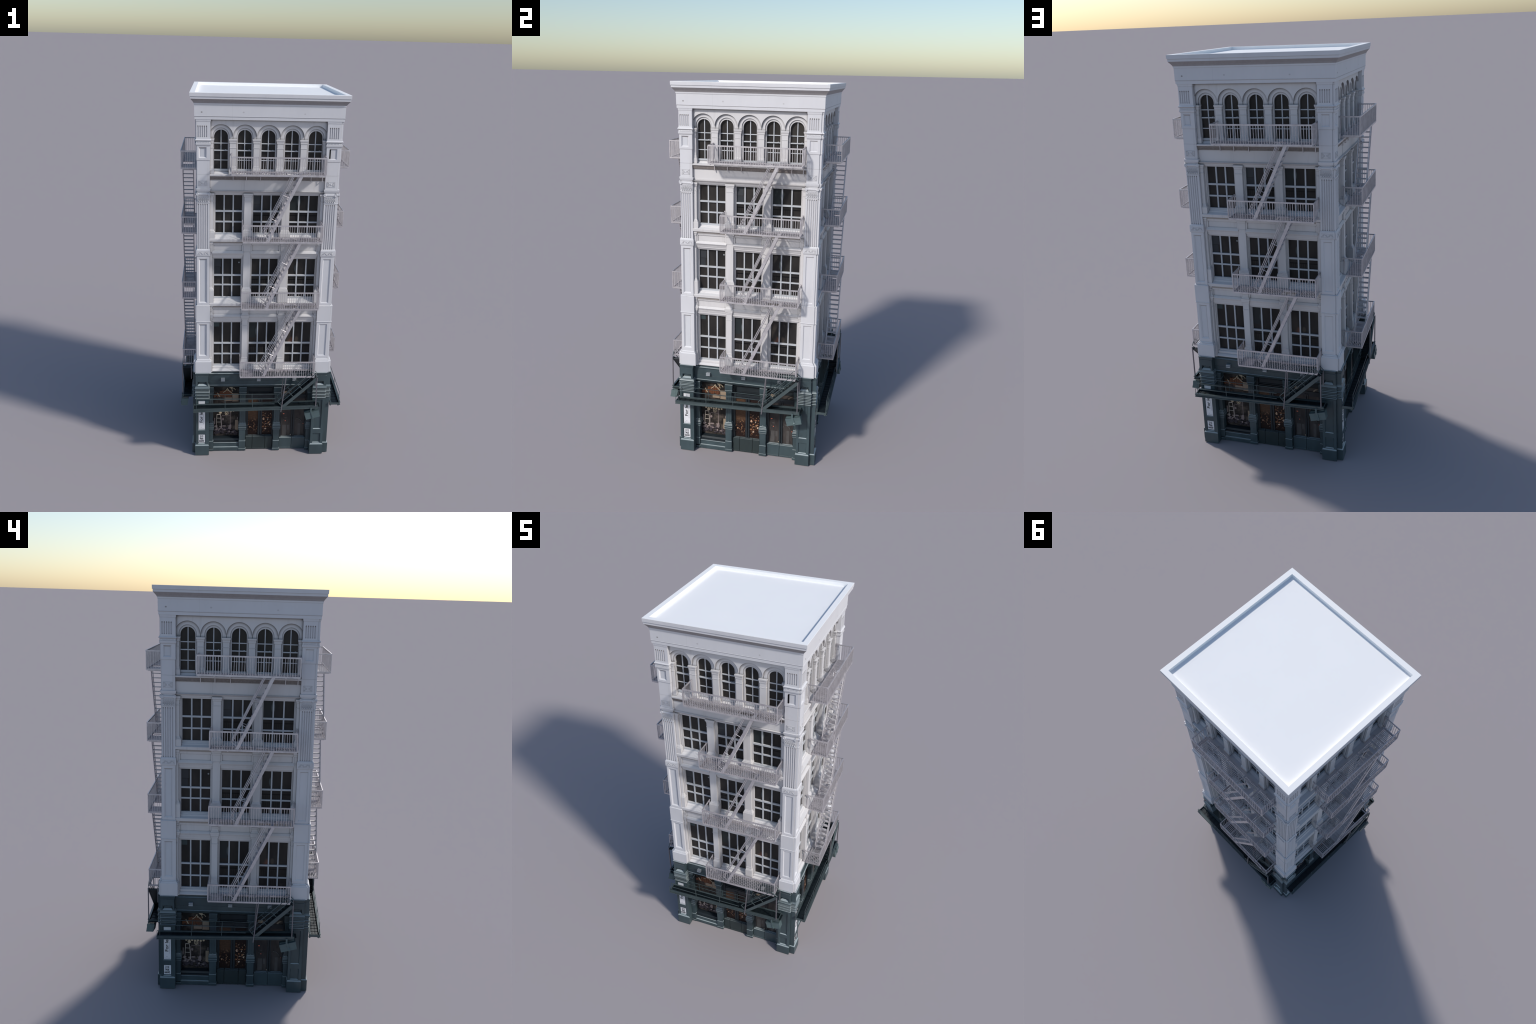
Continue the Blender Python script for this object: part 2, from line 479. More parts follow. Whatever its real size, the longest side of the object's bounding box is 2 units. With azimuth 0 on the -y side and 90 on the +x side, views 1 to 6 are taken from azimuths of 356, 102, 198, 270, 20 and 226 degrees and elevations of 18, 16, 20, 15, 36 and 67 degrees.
def pier(side):
    L = side < 0
    white, panel_g, orn, green, bands, dots = Geo(), Geo(), Geo(), Geo(), Geo(), Geo()
    # each: block limits for a front plane
    lim = (lambda fd, a, b: (-(fd - 0.004), b)) if L else (lambda fd, a, b: (a, b))
    def se(fd, inner, outer):
        return (-(fd - 0.004), -inner) if L else (inner - 0.004, outer)
    # --- top panel with flutes, 1.776-1.873
    fd = 0.3605
    a, b = se(fd, 0.2880, 0.3505)
    white.stack(a, b, BACK, fd, [(1.8420, 0), (1.8622, 0), (1.8627, 0.0012), (1.8735, 0.0025)])
    f0 = (-0.3480, -0.3070) if L else (0.2965, 0.3370)
    white.flutes(a, b, fd, BACK, 1.7880, 1.8420, f0[0], f0[1], 5, 0.0029, 0.0032)
    for k in range(5):
        s = f0[0] + (f0[1] - f0[0]) * k / 4
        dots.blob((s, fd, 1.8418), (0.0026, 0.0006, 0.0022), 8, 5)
    white.stack(a, b, BACK, fd, [(1.7470, 0.0), (1.7475, 0.001), (1.7520, 0.0025), (1.7580, 0.003), (1.7582, 0.001), (1.7695, 0.0005), (1.7700, 0.0035),
                                 (1.7728, 0.0055), (1.7755, 0.0045), (1.7790, 0.001), (1.7880, 0.0)])
    for k in range(8):
        orn.blob((a + 0.004 + (b - a - 0.008) * (k + 0.5) / 8, fd, 1.7638 + rnd.uniform(-0.001, 0.001)), (rnd.uniform(0.0042, 0.0062), 0.0022, rnd.uniform(0.0030, 0.0046)), 7, 5)
    # --- square panel block
    fd = 0.3590
    a, b = se(fd, 0.2885, 0.3490)
    p = (-0.3448, -0.3065) if L else (0.2985, 0.3370)
    white.panel(a, b, 1.6765, 1.7472, fd, p[0], p[1], 1.6860, 1.7390, 0.006, 0.006, BACK)
    panel_g.box(p[0] + 0.007, p[1] - 0.007, fd - 0.0075, fd - 0.0055, 1.693, 1.732)
    a2, b2 = se(0.357, 0.2905, 0.3465)
    white.stack(a2, b2, BACK, 0.3572, [(1.5335, 0.0), (1.6040, 0.0), (1.6041, -0.0008), (1.6047, -0.0008), (1.6048, 0.0), (1.6735, 0), (1.6740, 0.0015), (1.6766, 0.0022)])
    r = (-0.3456, -0.3036) if L else (0.2965, 0.3375)
    orn.box(r[0], r[1], 0.356, 0.3578, 1.5472, 1.5737)
    cs, cz = (r[0] + r[1]) / 2, 1.5605
    for x0, z0, x1, z1 in ((r[0], 1.5722, r[1], 1.5722), (r[0], 1.5487, r[1], 1.5487), (r[0] + 0.0012, 1.5487, r[0] + 0.0012, 1.5722), (r[1] - 0.0012, 1.5487, r[1] - 0.0012, 1.5722)):
        orn.bar((x0, 0.3579, z0), (x1, 0.3579, z1), 0.0018, 0.0018, (0, 1, 0))
    for h in (-1, 1):
        for v in (-1, 1):
            orn.tube([(cs + h * 0.003, 0.3578, cz + v * 0.002), (cs + h * 0.009, 0.3588, cz + v * 0.003), (cs + h * 0.014, 0.3584, cz + v * 0.0085), (cs + h * 0.018, 0.3577, cz + v * 0.006)], 0.0012, 5)
        orn.blob((cs + h * 0.0135, 0.3578, cz), (0.004, 0.0016, 0.0022), 7, 4)
    orn.blob((cs, 0.3578, cz), (0.0042, 0.002, 0.0062), 8, 5)
    # --- capital
    white.stack(a2, b2, BACK, 0.3572, [(1.4600, 0.0), (1.4612, 0.0015), (1.4635, 0.0015), (1.4645, 0.0), (1.4980, 0.0015), (1.5020, 0.0040),
                                       (1.5065, 0.0050), (1.5110, 0.0030), (1.5115, -0.001), (1.5180, 0.0), (1.5190, 0.0015), (1.5240, 0.0030), (1.5300, 0.0042), (1.5335, 0.0045), (1.5345, 0.0010)])
    for hand, s in ((-1, a2 + 0.0030), (1, b2 - 0.0030)):
        scroll(orn, s, 0.3620, 1.5052, 0.0088, hand)
        orn.blob((s, 0.3605, 1.5052), (0.0088, 0.0030, 0.0085), 10, 6)
    orn.stack(a2 + 0.008, b2 - 0.008, 0.350, 0.3605, [(1.4995, -0.002), (1.5020, 0.001), (1.5075, 0.0015), (1.5105, -0.001)])
    for row, (z, n, rr) in enumerate(((1.5040, 5, 0.0040), (1.4900, 5, 0.0052), (1.4775, 6, 0.0050), (1.4690, 5, 0.0040))):
        for k in range(n):
            s = a2 + 0.004 + (b2 - a2 - 0.008) * (k + 0.5) / n
            if row in (1, 2):
                orn.tube([(s + rr * math.cos(t * TAU / 8), 0.3585, z + rr * 1.15 * math.sin(t * TAU / 8)) for t in range(9)], 0.0013, 5)
                orn.blob((s, 0.3585, z), (0.002, 0.002, 0.0024), 6, 4)
            else:
                orn.blob((s, 0.3590, z), (rr * 0.9, 0.003, rr * 0.9), 7, 4)
    # --- fluted shaft
    f4 = (-0.3462, -0.3030) if L else (0.2978, 0.3400)
    white.flutes(a2, b2, 0.3572, BACK, 1.2150, 1.4545, f4[0], f4[1], 5, 0.0032, 0.0036)
    white.box(a2, b2, BACK, 0.3570, 1.4540, 1.4605)
    for k in range(5):
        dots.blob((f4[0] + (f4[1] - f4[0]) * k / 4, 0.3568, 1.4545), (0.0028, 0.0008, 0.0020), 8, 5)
    # --- foliage block
    fd = 0.3610
    a, b = se(fd, 0.2885, 0.3520)
    white.stack(a, b, BACK, fd, [(1.1790, 0.0), (1.1830, 0.0015), (1.2100, 0.0015), (1.2145, 0.0), (1.2185, -0.003)])
    q = (a + 0.005, b - 0.005)
    for zz in (1.1868, 1.2050):
        orn.box(q[0], q[1], fd, fd + 0.0024, zz - 0.0008, zz + 0.0008)
    for k in range(4):
        s = q[0] + (q[1] - q[0]) * (k + 0.5) / 4
        orn.tube([(s - 0.007 + 0.0035 * t, fd + 0.0022, 1.1960 + (0.0050 if k % 2 else -0.0050) * math.cos(t * 0.8)) for t in range(5)], 0.0014, 5)
        orn.blob((s + 0.003, fd + 0.0018, 1.196 + (0.002 if k % 2 else -0.002)), (0.0035, 0.0025, 0.0026), 6, 4)
    # --- panelled shafts
    fd = 0.3590
    a, b = se(fd, 0.2905, 0.3500)
    p = (-0.3455, -0.3025) if L else (0.2985, 0.3400)
    white.panel(a, b, 0.9060, 1.1795, fd, p[0], p[1], 0.9195, 1.1655, 0.0065, 0.0065, BACK)
    panel_g.box(p[0] + 0.0075, p[1] - 0.0075, fd - 0.0085, fd - 0.0060, 0.927, 1.158)
    fd = 0.3640
    a, b = se(fd, 0.2875, 0.3535)
    white.stack(a, b, BACK, fd, [(0.8100, 0.0), (0.8115, 0.0018), (0.8140, 0.0018), (0.8150, 0.0), (0.9030, 0.0), (0.9040, 0.0010), (0.9065, -0.002)])
    fd = 0.3625
    a, b = se(fd, 0.2885, 0.3515)
    p = (-0.3462, -0.3035) if L else (0.2985, 0.3410)
    white.panel(a, b, 0.5940, 0.8105, fd, p[0], p[1], 0.6115, 0.7985, 0.0065, 0.0065, BACK)
    panel_g.box(p[0] + 0.0075, p[1] - 0.0075, fd - 0.0085, fd - 0.0060, 0.619, 0.791)
    fd = 0.3740
    a, b = (-0.3655, -0.2792) if L else (0.2810, 0.3640)
    white.stack(a, b, BACK, fd, [(0.5140, 0.0), (0.5810, 0.0), (0.5825, -0.002), (0.5850, -0.0035), (0.5875, -0.0035), (0.5880, -0.0065), (0.5910, -0.0068), (0.5945, -0.0105)])
    # --- green base storey
    G0, G1 = (-0.3640, -0.2915) if L else (0.2830, 0.3530)
    green.stack(G0 + 0.001, G1 - 0.003, BACK, 0.3765, [(0.4960, 0.0), (0.5145, 0.004)])
    green.panel(G0, G1 - 0.004 if L else G1, 0.4345, 0.4965, 0.3780, G0 + 0.011, G1 - 0.013, 0.4345 + 0.004, 0.4625, 0.013, 0.001, BACK)
    green.hexa([(G0 + 0.013, 0.364, 0.4390), (G1 - 0.015, 0.364, 0.4390), (G1 - 0.012, 0.3800, 0.4390), (G0 + 0.010, 0.3800, 0.4390)],
               [(G0 + 0.016, 0.3645, 0.4460), (G1 - 0.018, 0.3645, 0.4460), (G1 - 0.018, 0.3690, 0.4460), (G0 + 0.016, 0.3690, 0.4460)])
    green.box(G0 + 0.019, G1 - 0.021, 0.3640, 0.3685, 0.4495, 0.4555)
    green.stack(G0, G1, BACK, 0.3780, [(0.4170, 0.001), (0.4200, 0.0045), (0.4245, 0.0050), (0.4290, 0.0025), (0.4350, 0.0)])
    z = 0.4170
    for k, (dz, e) in enumerate(((0.0095, 0.0035), (0.0075, 0.0025), (0.0100, 0.0042), (0.0085, 0.0020), (0.0095, 0.0034), (0.0090, 0.0018), (0.0105, 0.0034))):
        green.stack(G0, G1, BACK, 0.3780, [(z - dz, e - 0.0040), (z, e - 0.0040)])
        bands.stack(G0, G1, BACK, 0.3780, [(z - dz + 0.0026, e - 0.0036), (z - dz + 0.0034, e - 0.0010), (z - 0.0026, e), (z - 0.0004, e - 0.0030), (z - 0.0002, e - 0.0036)])
        z -= dz
    ztop = z + 0.001
    p = (-0.3530, -0.3105) if L else (0.2945, 0.3395)
    # long panel above, short panel below
    zmid = 0.1440
    green.panel(G0, G1, zmid, ztop, 0.3790, p[0], p[1], 0.1590, ztop - 0.006, 0.005, 0.003, BACK)
    green.panel(G0, G1, 0.0605, zmid, 0.3790, p[0], p[1], 0.0690, 0.1315, 0.006 if not L else 0.004, 0.003, BACK)
    P0, P1 = (-0.3685, -0.2912) if L else (0.2792, 0.3542)
    green.stack(P0, P1, BACK, 0.3845, [(0.0, 0.0), (0.0560, 0.0), (0.0590, 0.0004), (0.0615, -0.0005), (0.0645, -0.0045), (0.0660, -0.006)])
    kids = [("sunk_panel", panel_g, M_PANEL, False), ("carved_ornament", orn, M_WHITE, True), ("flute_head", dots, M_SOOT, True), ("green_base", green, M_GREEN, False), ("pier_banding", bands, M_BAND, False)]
    if L:
        board, ink, soft = Geo(), Geo(), Geo()
        board.box(-0.3492, -0.3128, 0.3735, 0.3775, 0.1640, 0.3440)
        board.box(-0.3490, -0.3132, 0.3735, 0.3772, 0.0775, 0.1295)
        soft.box(-0.3205, -0.3195, 0.3770, 0.3778, 0.196, 0.262)
        soft.box(-0.3460, -0.3160, 0.3770, 0.3778, 0.1695, 0.1707)
        soft.box(-0.3370, -0.3300, 0.3770, 0.3778, 0.1775, 0.1787)
        kids += [("sign_board", board, M_SIGN, False), ("sign_lines", soft, M_INK_SOFT, True)]
    part("corner_pier", white, M_WHITE, kids)

pier(-1)
pier(1)

# black block over one front panel bevel copies a missing mesh face (added below)

# ------------------------------------------------------------------ arcade storey
AC = [-0.002 + 0.117 * (k - 2) for k in range(5)]
ZC, R1, R2, R3 = 1.791, 0.0584, 0.0408, 0.0340
WL, WR = -0.296, 0.290
wall, arch = Geo(), Geo()
for c in AC:
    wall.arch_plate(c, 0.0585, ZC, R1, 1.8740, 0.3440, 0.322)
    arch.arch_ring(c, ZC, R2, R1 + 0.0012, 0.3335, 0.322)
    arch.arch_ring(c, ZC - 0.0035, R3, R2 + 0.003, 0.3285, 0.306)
    for h in (-1, 1):       # bands run down to the capitals, then the jambs to the sill
        x0, x1 = sorted((c + h * R2, c + h * (R1 + 0.0012)))
        arch.box(x0, x1, 0.31, 0.3334, 1.7750, ZC)
        x0, x1 = sorted((c + h * R3, c + h * (R2 + 0.004)))
        arch.box(x0, x1, 0.306, 0.3284, 1.6160, ZC - 0.0034)
wall.box(WL, AC[0] - 0.0580, 0.31, 0.3413, 1.7755, 1.874)
wall.box(AC[4] + 0.0580, WR, 0.31, 0.3413, 1.7755, 1.874)
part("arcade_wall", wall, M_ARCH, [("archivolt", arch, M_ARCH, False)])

ARC_COL = [(1.6030, 0.0040), (1.6270, 0.0040), (1.6285, 0.0025), (1.6315, 0.0028), (1.6325, 0.0014), (1.6355, 0.0018), (1.6370, 0.0008), (1.6420, 0.0010), (1.6440, 0.0),
           (1.7330, 0.0), (1.7335, 0.0016), (1.7355, 0.0016), (1.7360, 0.0), (1.7565, 0.0), (1.7570, 0.0016), (1.7600, 0.0022), (1.7670, 0.0026), (1.7690, 0.0042), (1.7730, 0.0052), (1.7775, 0.0056), (1.7778, 0.0)]
for k in range(4):
    c = (AC[k] + AC[k + 1]) / 2
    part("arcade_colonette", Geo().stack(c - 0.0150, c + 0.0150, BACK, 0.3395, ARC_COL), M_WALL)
part("arcade_half_colonette", Geo().stack(WL, -0.2745, BACK, 0.3395, ARC_COL), M_WALL)
part("arcade_half_colonette", Geo().stack(0.2705, WR, BACK, 0.3395, ARC_COL), M_WALL)

def pane(s0, s1, d, z0, z1):
    return Geo().box(s0, s1, d - 0.003, d, z0, z1)

for c in AC:
    sash = Geo()
    for s in (c,):
        sash.box(s - 0.0023, s + 0.0023, 0.3125, 0.3195, 1.7180, 1.8215)
        sash.box(s - 0.0022, s + 0.0022, 0.3125, 0.3175, 1.6180, 1.7190)
    sash.box(c - 0.0345, c + 0.0345, 0.3125, 0.3190, 1.7518, 1.7562)
    sash.box(c - 0.0350, c + 0.0350, 0.3125, 0.3235, 1.7165, 1.7215)
    sash.box(c - 0.0345, c + 0.0345, 0.3125, 0.3170, 1.6680, 1.6722)
    sash.box(c - 0.0350, c + 0.0350, 0.3125, 0.3215, 1.6165, 1.6260)
    sash.box(c + 0.0200, c + 0.0265, 0.3125, 0.3255, 1.7185, 1.7235)
    part("arched_window", sash, M_SASH, [("window_glass", pane(c - 0.037, c + 0.037, 0.3140, 1.6165, 1.8260), M_GLASS, False)])

# ledge below the arcade, its sooty soffit, the plain frieze and the window head
ledge = Geo().run(WL, WR, BACK, [(1.5955, 0.3480), (1.5958, 0.3560), (1.6020, 0.3565), (1.6032, 0.3545), (1.6040, 0.3300), (1.6130, 0.3200), (1.6170, 0.3160)])
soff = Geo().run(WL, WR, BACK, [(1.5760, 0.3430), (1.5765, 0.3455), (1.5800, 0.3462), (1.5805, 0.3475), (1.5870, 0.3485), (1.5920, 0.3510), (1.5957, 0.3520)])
frz = Geo()
frz.run(WL, -0.1183, BACK, [(1.5205, 0.3420), (1.5765, 0.3415)])
frz.run(-0.1183, WR, BACK, [(1.5205, 0.3432), (1.5765, 0.3428)])
head = Geo().run(WL, WR, BACK, [(1.4965, 0.3330), (1.5020, 0.3340), (1.5022, 0.3385), (1.5070, 0.3390), (1.5072, 0.3425), (1.5125, 0.3440), (1.5130, 0.3470), (1.5170, 0.3500), (1.5200, 0.3520), (1.5210, 0.3425)])
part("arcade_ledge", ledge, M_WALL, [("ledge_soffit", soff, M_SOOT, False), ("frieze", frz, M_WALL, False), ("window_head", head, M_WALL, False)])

# ------------------------------------------------------------------ three storeys of square windows
def rect_window(s0, s1, z0, z1, mulls, rails):
    sash = Geo()
    w = 0.0034
    for m in mulls:
        sash.box(m - w, m + w, 0.3155, 0.3225, z0 - 0.004, z1 + 0.004)
    for k, (r, h) in enumerate(rails):
        sash.box(s0 - 0.001, s1 + 0.001, 0.3154, 0.3245 if k == 0 else 0.3220, r - h, r + h)
    sash.box(s0 - 0.0015, s1 + 0.0015, 0.3150, 0.3262, z0 - 0.0092, z0)
    casing = Geo()
    for a, b in ((s0 - 0.022, s0), (s1, s1 + 0.022)):     # casing beside the sash
        casing.box(a, b, BACK, 0.3265, z0 - 0.015, z1 + 0.012)
        m = a if a < s0 - 0.01 else b
        e = s0 - 0.0045 if a < s0 - 0.01 else s1 + 0.0045
        casing.box(min(m, e), max(m, e), BACK, 0.3310, z0 - 0.015, z1 + 0.012)
    part("window", sash, M_SASH, [("window_casing", casing, M_WALL, False), ("window_glass", pane(s0 - 0.004, s1 + 0.004, 0.3165, z0 - 0.004, z1 + 0.012), M_GLASS, False)])

def thirds(a, b):
    return (a + (b - a) * 0.325, a + (b - a) * 0.668)

for s0, s1 in ((-0.2615, -0.1268), (-0.0700, 0.0655), (0.1170, 0.2610)):
    rect_window(s0, s1, 1.2960, 1.4970, thirds(s0, s1), ((1.4103, 0.0043), (1.3540, 0.0038)))
for s0, s1 in ((-0.2672, -0.1268), (-0.0708, 0.0655), (0.1220, 0.2630)):
    rect_window(s0, s1, 0.9420, 1.1575, thirds(s0, s1), ((1.0636, 0.0042), (1.0091, 0.0036)))
for s0, s1 in ((-0.2668, -0.1245), (-0.0770, 0.0665), (0.1215, 0.2590)):
    rect_window(s0, s1, 0.5425, 0.7960, thirds(s0, s1), ((0.6697, 0.0042), (0.6049, 0.0036)))

def col_steps(zb, plinth, ring, base, neck, c1, c2, c3, top, k=1.0):
    return [(zb, 0.0085 * k), (plinth, 0.0085 * k), (plinth + 0.0012, 0.0065 * k), (ring, 0.0070 * k), (ring + 0.0012, 0.0042 * k), (ring + 0.0050, 0.0046 * k),
            (ring + 0.0062, 0.0022 * k), (base, 0.0012), (base + 0.0012, 0.0), (neck - 0.0016, 0.0), (neck - 0.0012, 0.0017), (neck + 0.0012, 0.0017), (neck + 0.0016, 0.0),
            (c1, 0.0), (c1 + 0.0008, 0.0020), (c1 + 0.0040, 0.0026), (c2 - 0.0010, 0.0028), (c2 + 0.0006, 0.0048), (c3 - 0.004, 0.0056), (top, 0.0060), (top + 0.0005, 0.0)]

S4 = col_steps(1.2700, 1.3035, 1.3077, 1.3180, 1.4670, 1.4893, 1.4985, 1.5030, 1.5078)
S3 = col_steps(0.9160, 0.9860, 0.9910, 1.0030, 1.1998, 1.2325, 1.2435, 1.2480, 1.2535)
S2 = col_steps(0.5080, 0.5705, 0.5750, 0.5930, 0.7842, 0.8166, 0.8260, 0.8310, 0.8365, 0.55)
for steps, cols, h, l_edge, r_edge in ((S4, (-0.0980, 0.0935), 0.0180, -0.2730, 0.2715), (S3, (-0.0978, 0.0955), 0.0178, -0.2778, 0.2712), (S2, (-0.1010, 0.0935), 0.0146, -0.2785, 0.2735)):
    for c in cols:
        part("colonette", Geo().stack(c - h, c + h, BACK, 0.3455, steps), M_WALL)
    part("half_colonette", Geo().stack(WL, l_edge, BACK, 0.3455, steps), M_WALL)
    part("half_colonette", Geo().stack(r_edge, WR, BACK, 0.3455, steps), M_WALL)

def spandrel(bays, zh, z):
    """window head, sunk panel, sill; zh = top of the window below, z = heights of the profile above it"""
    b3, b2, band, pan0, pan1, shade, sill0, sill1, step, frame = z
    for s0, s1 in bays:
        g = Geo()
        g.run(s0, s1, BACK, [(zh, 0.3300), (zh + 0.009, 0.3330), (zh + 0.0092, 0.3372), (b3 - 0.0006, 0.3385), (b3, 0.3408), (b2 - 0.0006, 0.3425), (b2, 0.3440), (band - 0.0008, 0.3470),
                              (band - 0.0004, 0.3500), (band + 0.0015, 0.3500), (pan0 - 0.0010, 0.3425), (pan0, 0.3385), (pan1, 0.3385), (pan1 + 0.0004, 0.3425), (shade - 0.004, 0.3445), (shade, 0.3455)])
        sf = Geo().run(s0, s1, BACK, [(shade - 0.0004, 0.3440), (shade + 0.0004, 0.3480), (sill0 - 0.004, 0.3500), (sill0 + 0.001, 0.3530)])
        for a, b in ((s0, s0 + 0.0085), (s1 - 0.0085, s1)):
            g.box(a, b, BACK, 0.3432, pan0 - 0.004, pan1 + 0.004)
        part("spandrel", g, M_WALL, [("sill_soffit", sf, M_SOFFIT_BROWN, False)])
    sill = Geo().run(WL, WR, BACK, [(sill0 - 0.0005, 0.3520), (sill0, 0.3565), (sill1 - 0.001, 0.3575), (sill1 + 0.0006, 0.3560), (step - 0.0008, 0.3400), (step, 0.3385), (frame - 0.004, 0.3340), (frame - 0.0036, 0.3300), (frame + 0.001, 0.3255), (frame + 0.002, 0.3150)])
    part("window_sill", sill, M_WALL)

spandrel([(-0.2785, -0.1155), (-0.0800, 0.0775), (0.1135, 0.2715)], 1.1575, (1.1764, 1.1834, 1.1916, 1.2047, 1.2345, 1.2464, 1.2570, 1.2708, 1.2774, 1.2867))
spandrel([(-0.2785, -0.1155), (-0.0864, 0.0790), (0.1080, 0.2740)], 0.7965, (0.8185, 0.8281, 0.8370, 0.8482, 0.8787, 0.8898, 0.9021, 0.9168, 0.9225, 0.9333))
# apron below the first square windows
part("window_sill", Geo().run(WL, WR, BACK, [(0.5100, 0.3480), (0.5118, 0.3500), (0.5150, 0.3495), (0.5215, 0.3400), (0.5225, 0.3345), (0.5320, 0.3335), (0.5345, 0.3290), (0.5360, 0.3150)]), M_WALL)

# scroll brackets between the second-storey panels
def bracket(s0, s1):
    g = Geo()
    g.stack(s0 - 0.001, s1 + 0.001, BACK, 0.3480, [(0.8930, 0.002), (0.9022, 0.003)])
    for k in range(3):
        z = 0.8925 - k * 0.0085
        g.stack(s0, s1, BACK, 0.3495 - 0.001 * k, [(z - 0.0080, -0.0015), (z - 0.0065, 0.0), (z - 0.001, 0.0008), (z, -0.001)])
    g.stack(s0, s1, BACK, 0.3455, [(0.8455, 0.0055), (0.8462, 0.0060), (0.8500, 0.0035), (0.8560, 0.0005), (0.8675, -0.0005)])
    g.stack(s0, s1, BACK, 0.3455, [(0.8260, 0.001), (0.8270, 0.0022), (0.8350, 0.0050), (0.8364, 0.0070), (0.8450, 0.0075), (0.8455, 0.006)])
    part("scroll_bracket", g, M_WALL)
bracket(-0.1165, -0.0855)
bracket(0.0790, 0.1082)
bracket(WL, -0.2765)
bracket(0.2725, WR)

# ------------------------------------------------------------------ green shop front
fas = Geo()
fas.run(WL, WR, BACK, [(0.4062, 0.3300), (0.4064, 0.3350), (0.4105, 0.3385), (0.4145, 0.3400), (0.4150, 0.3440), (0.4215, 0.3490), (0.4250, 0.3500), (0.4262, 0.3450), (0.4495, 0.3440),
                        (0.4498, 0.3425), (0.4502, 0.3425), (0.4505, 0.3440), (0.4925, 0.3430), (0.4930, 0.3490), (0.4960, 0.3500), (0.4975, 0.3400), (0.5105, 0.3390)])
part("shop_fascia", fas, M_GREEN)
for s in (-0.2155, -0.0180, 0.1795):
    g = Geo().box(s - 0.0100, s + 0.0100, 0.340, 0.3550, 0.4520, 0.4660)
    g.box(s - 0.0108, s + 0.0108, 0.340, 0.3585, 0.4650, 0.4690)
    g.box(s - 0.0104, s + 0.0104, 0.340, 0.3600, 0.4555, 0.4610)
    part("fascia_light", g, M_FIXTURE)

def shop_column(s0, s1, front=0.3430):
    st = [(0.0, 0.0030), (0.0118, 0.0030), (0.0125, 0.0010), (0.0585, 0.0010), (0.0600, 0.0016), (0.0620, 0.0010), (0.0630, -0.0005), (0.1000, -0.0005), (0.1005, 0.0), (0.1350, 0.0), (0.1362, 0.0025), (0.1395, 0.0038), (0.1410, 0.0030),
          (0.1425, 0.0048), (0.1520, 0.0050), (0.1535, 0.0035), (0.1560, 0.0048), (0.1640, 0.0050), (0.1655, 0.0040), (0.1690, 0.0044), (0.1720, 0.0028), (0.1775, 0.0012), (0.1800, -0.001),
          (0.3620, -0.002), (0.3630, 0.0005), (0.3690, 0.0005), (0.3700, 0.0025), (0.3740, 0.0030), (0.3750, 0.0012), (0.3810, 0.0030), (0.4070, 0.0035)]
    g = Geo().stack(s0, s1, BACK, front, st)
    m = (s0 + s1) / 2
    for k in (-1, 1):       # slim ribs on the upper shaft
        g.box(m + k * 0.006 - 0.001, m + k * 0.006 + 0.001, 0.335, front - 0.0003, 0.182, 0.360)
    g.blob((m, front, 0.1840), (0.005, 0.002, 0.0028), 8, 5)
    part("shop_column", g, M_GREEN)
shop_column(-0.1205, -0.0855)
shop_column(0.0735, 0.1080)
shop_column(WL, -0.2685)
shop_column(0.2605, WR)

# bay one: display window
rs = Geo().run(WL, -0.118, BACK, [(0.0, 0.3440), (0.0180, 0.3440), (0.0215, 0.3430), (0.0230, 0.3370), (0.0450, 0.3365), (0.0455, 0.3395), (0.0480, 0.3395), (0.0500, 0.3340)])
g = Geo()
g.run(WL, -0.118, BACK, [(0.0495, 0.3330), (0.0500, 0.3365), (0.0560, 0.3360), (0.0580, 0.3290), (0.0680, 0.3250), (0.0725, 0.3060)])
g.box(-0.2720, -0.2665, BACK, 0.3150, 0.070, 0.407)
g.box(-0.1245, -0.1180, BACK, 0.3150, 0.070, 0.407)
g.box(-0.272, -0.118, BACK, 0.3140, 0.3935, 0.407)
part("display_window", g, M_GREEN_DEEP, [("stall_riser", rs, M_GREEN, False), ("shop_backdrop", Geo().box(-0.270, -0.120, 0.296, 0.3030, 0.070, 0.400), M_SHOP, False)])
# goods in the window
g = Geo()
rail = lambda a, b, w: g.bar((a[0], 0.3075, a[1]), (b[0], 0.3075, b[1]), w, 0.002, (0, 1, 0))
rail((-0.2465, 0.216), (-0.2505, 0.128), 0.0026)
rail((-0.2265, 0.216), (-0.2200, 0.128), 0.0026)
rail((-0.2480, 0.1905), (-0.2240, 0.1905), 0.0024)
rail((-0.2490, 0.1655), (-0.2225, 0.1655), 0.0024)
rail((-0.2460, 0.2150), (-0.2260, 0.2150), 0.0040)
part("step_ladder", g, M_LADDER)
g = Geo()
for k in range(11):
    s = -0.229 + 0.0062 * k
    g.stack(s - 0.0026, s + 0.0026, 0.3035, 0.3065 + 0.0015 * (k % 2), [(0.326 + 0.004 * math.sin(k * 1.3), 0), (0.372 - 0.008 * abs(k - 6) / 6, 0)])
for k in range(6):
    g.blob((-0.262 + 0.006 * k, 0.305, 0.333 + 0.004 * (k % 3)), (0.004, 0.002, 0.012), 7, 5)
part("brown_curtain", g, M_CURTAIN)
g = Geo()
for path in (((-0.212, 0.357), (-0.198, 0.367), (-0.187, 0.385)), ((-0.190, 0.380), (-0.178, 0.366), (-0.160, 0.349)), ((-0.187, 0.366), (-0.183, 0.376)), ((-0.178, 0.390), (-0.165, 0.381), (-0.160, 0.364)),
             ((-0.166, 0.383), (-0.152, 0.384), (-0.1435, 0.372)), ((-0.175, 0.389), (-0.160, 0.391)), ((-0.245, 0.355), (-0.239, 0.340), (-0.231, 0.331)), ((-0.240, 0.349), (-0.235, 0.332))):
    g.tube([(s, 0.3085, z) for s, z in path], 0.0022, 5)
g.blob((-0.168, 0.3075, 0.387), (0.010, 0.002, 0.004))
g.tube([(-0.192 + 0.0085 * math.cos(t * TAU / 14), 0.3065, 0.2215 + 0.010 * math.sin(t * TAU / 14)) for t in range(15)], 0.0020, 5)
g.blob((-0.192, 0.3065, 0.220), (0.0035, 0.001, 0.004))
